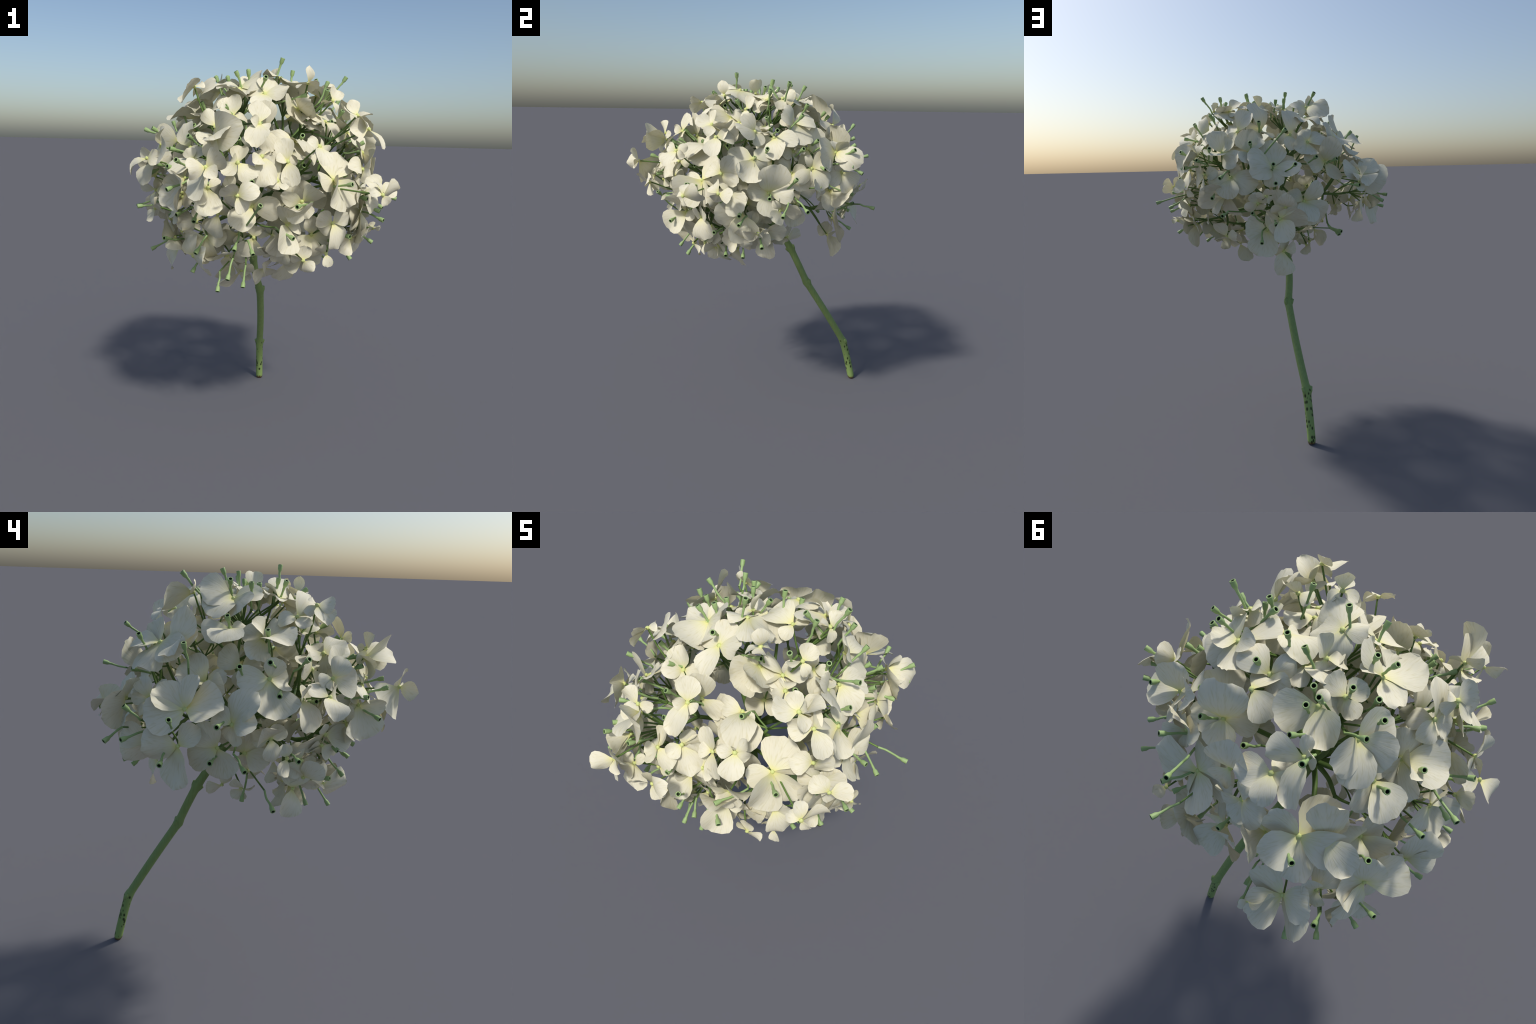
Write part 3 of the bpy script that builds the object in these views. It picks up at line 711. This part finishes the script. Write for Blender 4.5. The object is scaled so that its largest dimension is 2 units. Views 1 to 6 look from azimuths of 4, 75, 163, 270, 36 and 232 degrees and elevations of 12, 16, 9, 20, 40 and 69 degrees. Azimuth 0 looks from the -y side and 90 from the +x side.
def build_stalk(tip, root):
    d = (tip - root)
    length = d.length
    bow = d.orthogonal().normalized()
    bow.rotate(Matrix.Rotation(rnd.uniform(0, 6.28), 3, d.normalized()))
    n = 7
    neck = 1 - 0.040 / length
    path, rad = [], []
    for k in range(n):
        t = k / (n - 1) * neck
        path.append(root.lerp(tip, t) + bow * math.sin(math.pi * t / neck) * length * rnd.uniform(0.03, 0.05))
        rad.append(0.0046 + 0.0008 * (k == n - 1))
    e = d.normalized()
    for s, r in ((0.030, 0.0056), (0.024, 0.0085), (0.018, 0.0102), (0.006, 0.0104), (0.0008, 0.0112), (0.0, 0.0108)):
        path.append(tip - e * s)
        rad.append(r * 1.0)
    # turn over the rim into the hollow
    bm = bmesh.new()
    rim = sweep(bm, path, lambda k: rad[k], 10, 0, False)
    centre = sum((v.co for v in rim), Vector()) / len(rim)
    prev = rim
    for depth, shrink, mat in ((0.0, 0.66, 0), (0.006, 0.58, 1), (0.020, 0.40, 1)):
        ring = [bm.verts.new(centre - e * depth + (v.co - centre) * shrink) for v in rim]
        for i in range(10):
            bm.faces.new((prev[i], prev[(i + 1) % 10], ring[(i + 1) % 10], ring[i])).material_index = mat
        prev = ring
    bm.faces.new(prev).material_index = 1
    for v in bm.verts:
        v.co -= flower.location
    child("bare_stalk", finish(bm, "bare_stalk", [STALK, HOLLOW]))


def build_florets():
    ranked = []
    for c, f, blades in florets:
        n, e1, e2 = facing_frame(*f)
        o = bpy.data.objects.new("floret", BUD_MESH)
        bpy.context.scene.collection.objects.link(o)
        o.parent = flower
        turn = Matrix((e1, e2, n)).transposed().to_4x4()
        o_matrix = Matrix.Translation(c - flower.location) @ turn
        o.matrix_local = o_matrix
        for spin, length, lift in blades:
            ranked.append((length, o, spin, lift, o_matrix))
    ranked.sort(key=lambda q: -q[0])
    small = bmesh.new()
    small.verts.layers.float.new("along"), small.verts.layers.float.new("across")
    for rank, (length, o, spin, lift, o_matrix) in enumerate(ranked):
        s, l = math.radians(spin), math.radians(lift)
        along = Vector((math.cos(l) * math.cos(s), math.cos(l) * math.sin(s), math.sin(l)))
        up = Vector((0, 0, 1))
        if abs(along.z) > 0.9:
            up = Vector((math.cos(s), math.sin(s), 0)) * -1
        side = along.cross(up).normalized()
        up = side.cross(along).normalized()
        roll = Matrix.Rotation(math.radians(rnd.uniform(-34, 34)), 4, "Y")
        w = length * rnd.uniform(0.88, 1.12)
        w = max(w, 0.055)
        basis = Matrix((side, along, up)).transposed().to_4x4() @ roll
        scale = Matrix.Diagonal((w, length, 0.5 * (w + length), 1))
        local = Matrix.Translation(along * 0.004) @ basis @ scale
        mesh = rnd.choice(PETAL_KINDS)
        if rank < PETALS_SINGLE:
            p = bpy.data.objects.new("petal", mesh)
            bpy.context.scene.collection.objects.link(p)
            p.parent = o
            p.matrix_local = local
        else:
            me = mesh.copy()
            me.transform(o_matrix @ local)
            small.from_mesh(me)
            bpy.data.meshes.remove(me)
    me = bpy.data.meshes.new("small_petals")
    small.to_mesh(me)
    small.free()
    me.materials.append(PETAL_JOINED)
    o = child("small_petals", me)
    o["kind"] = "stuff"


build_stem()
build_branches()
for t, r in stalks:
    build_stalk(t, r)
build_florets()
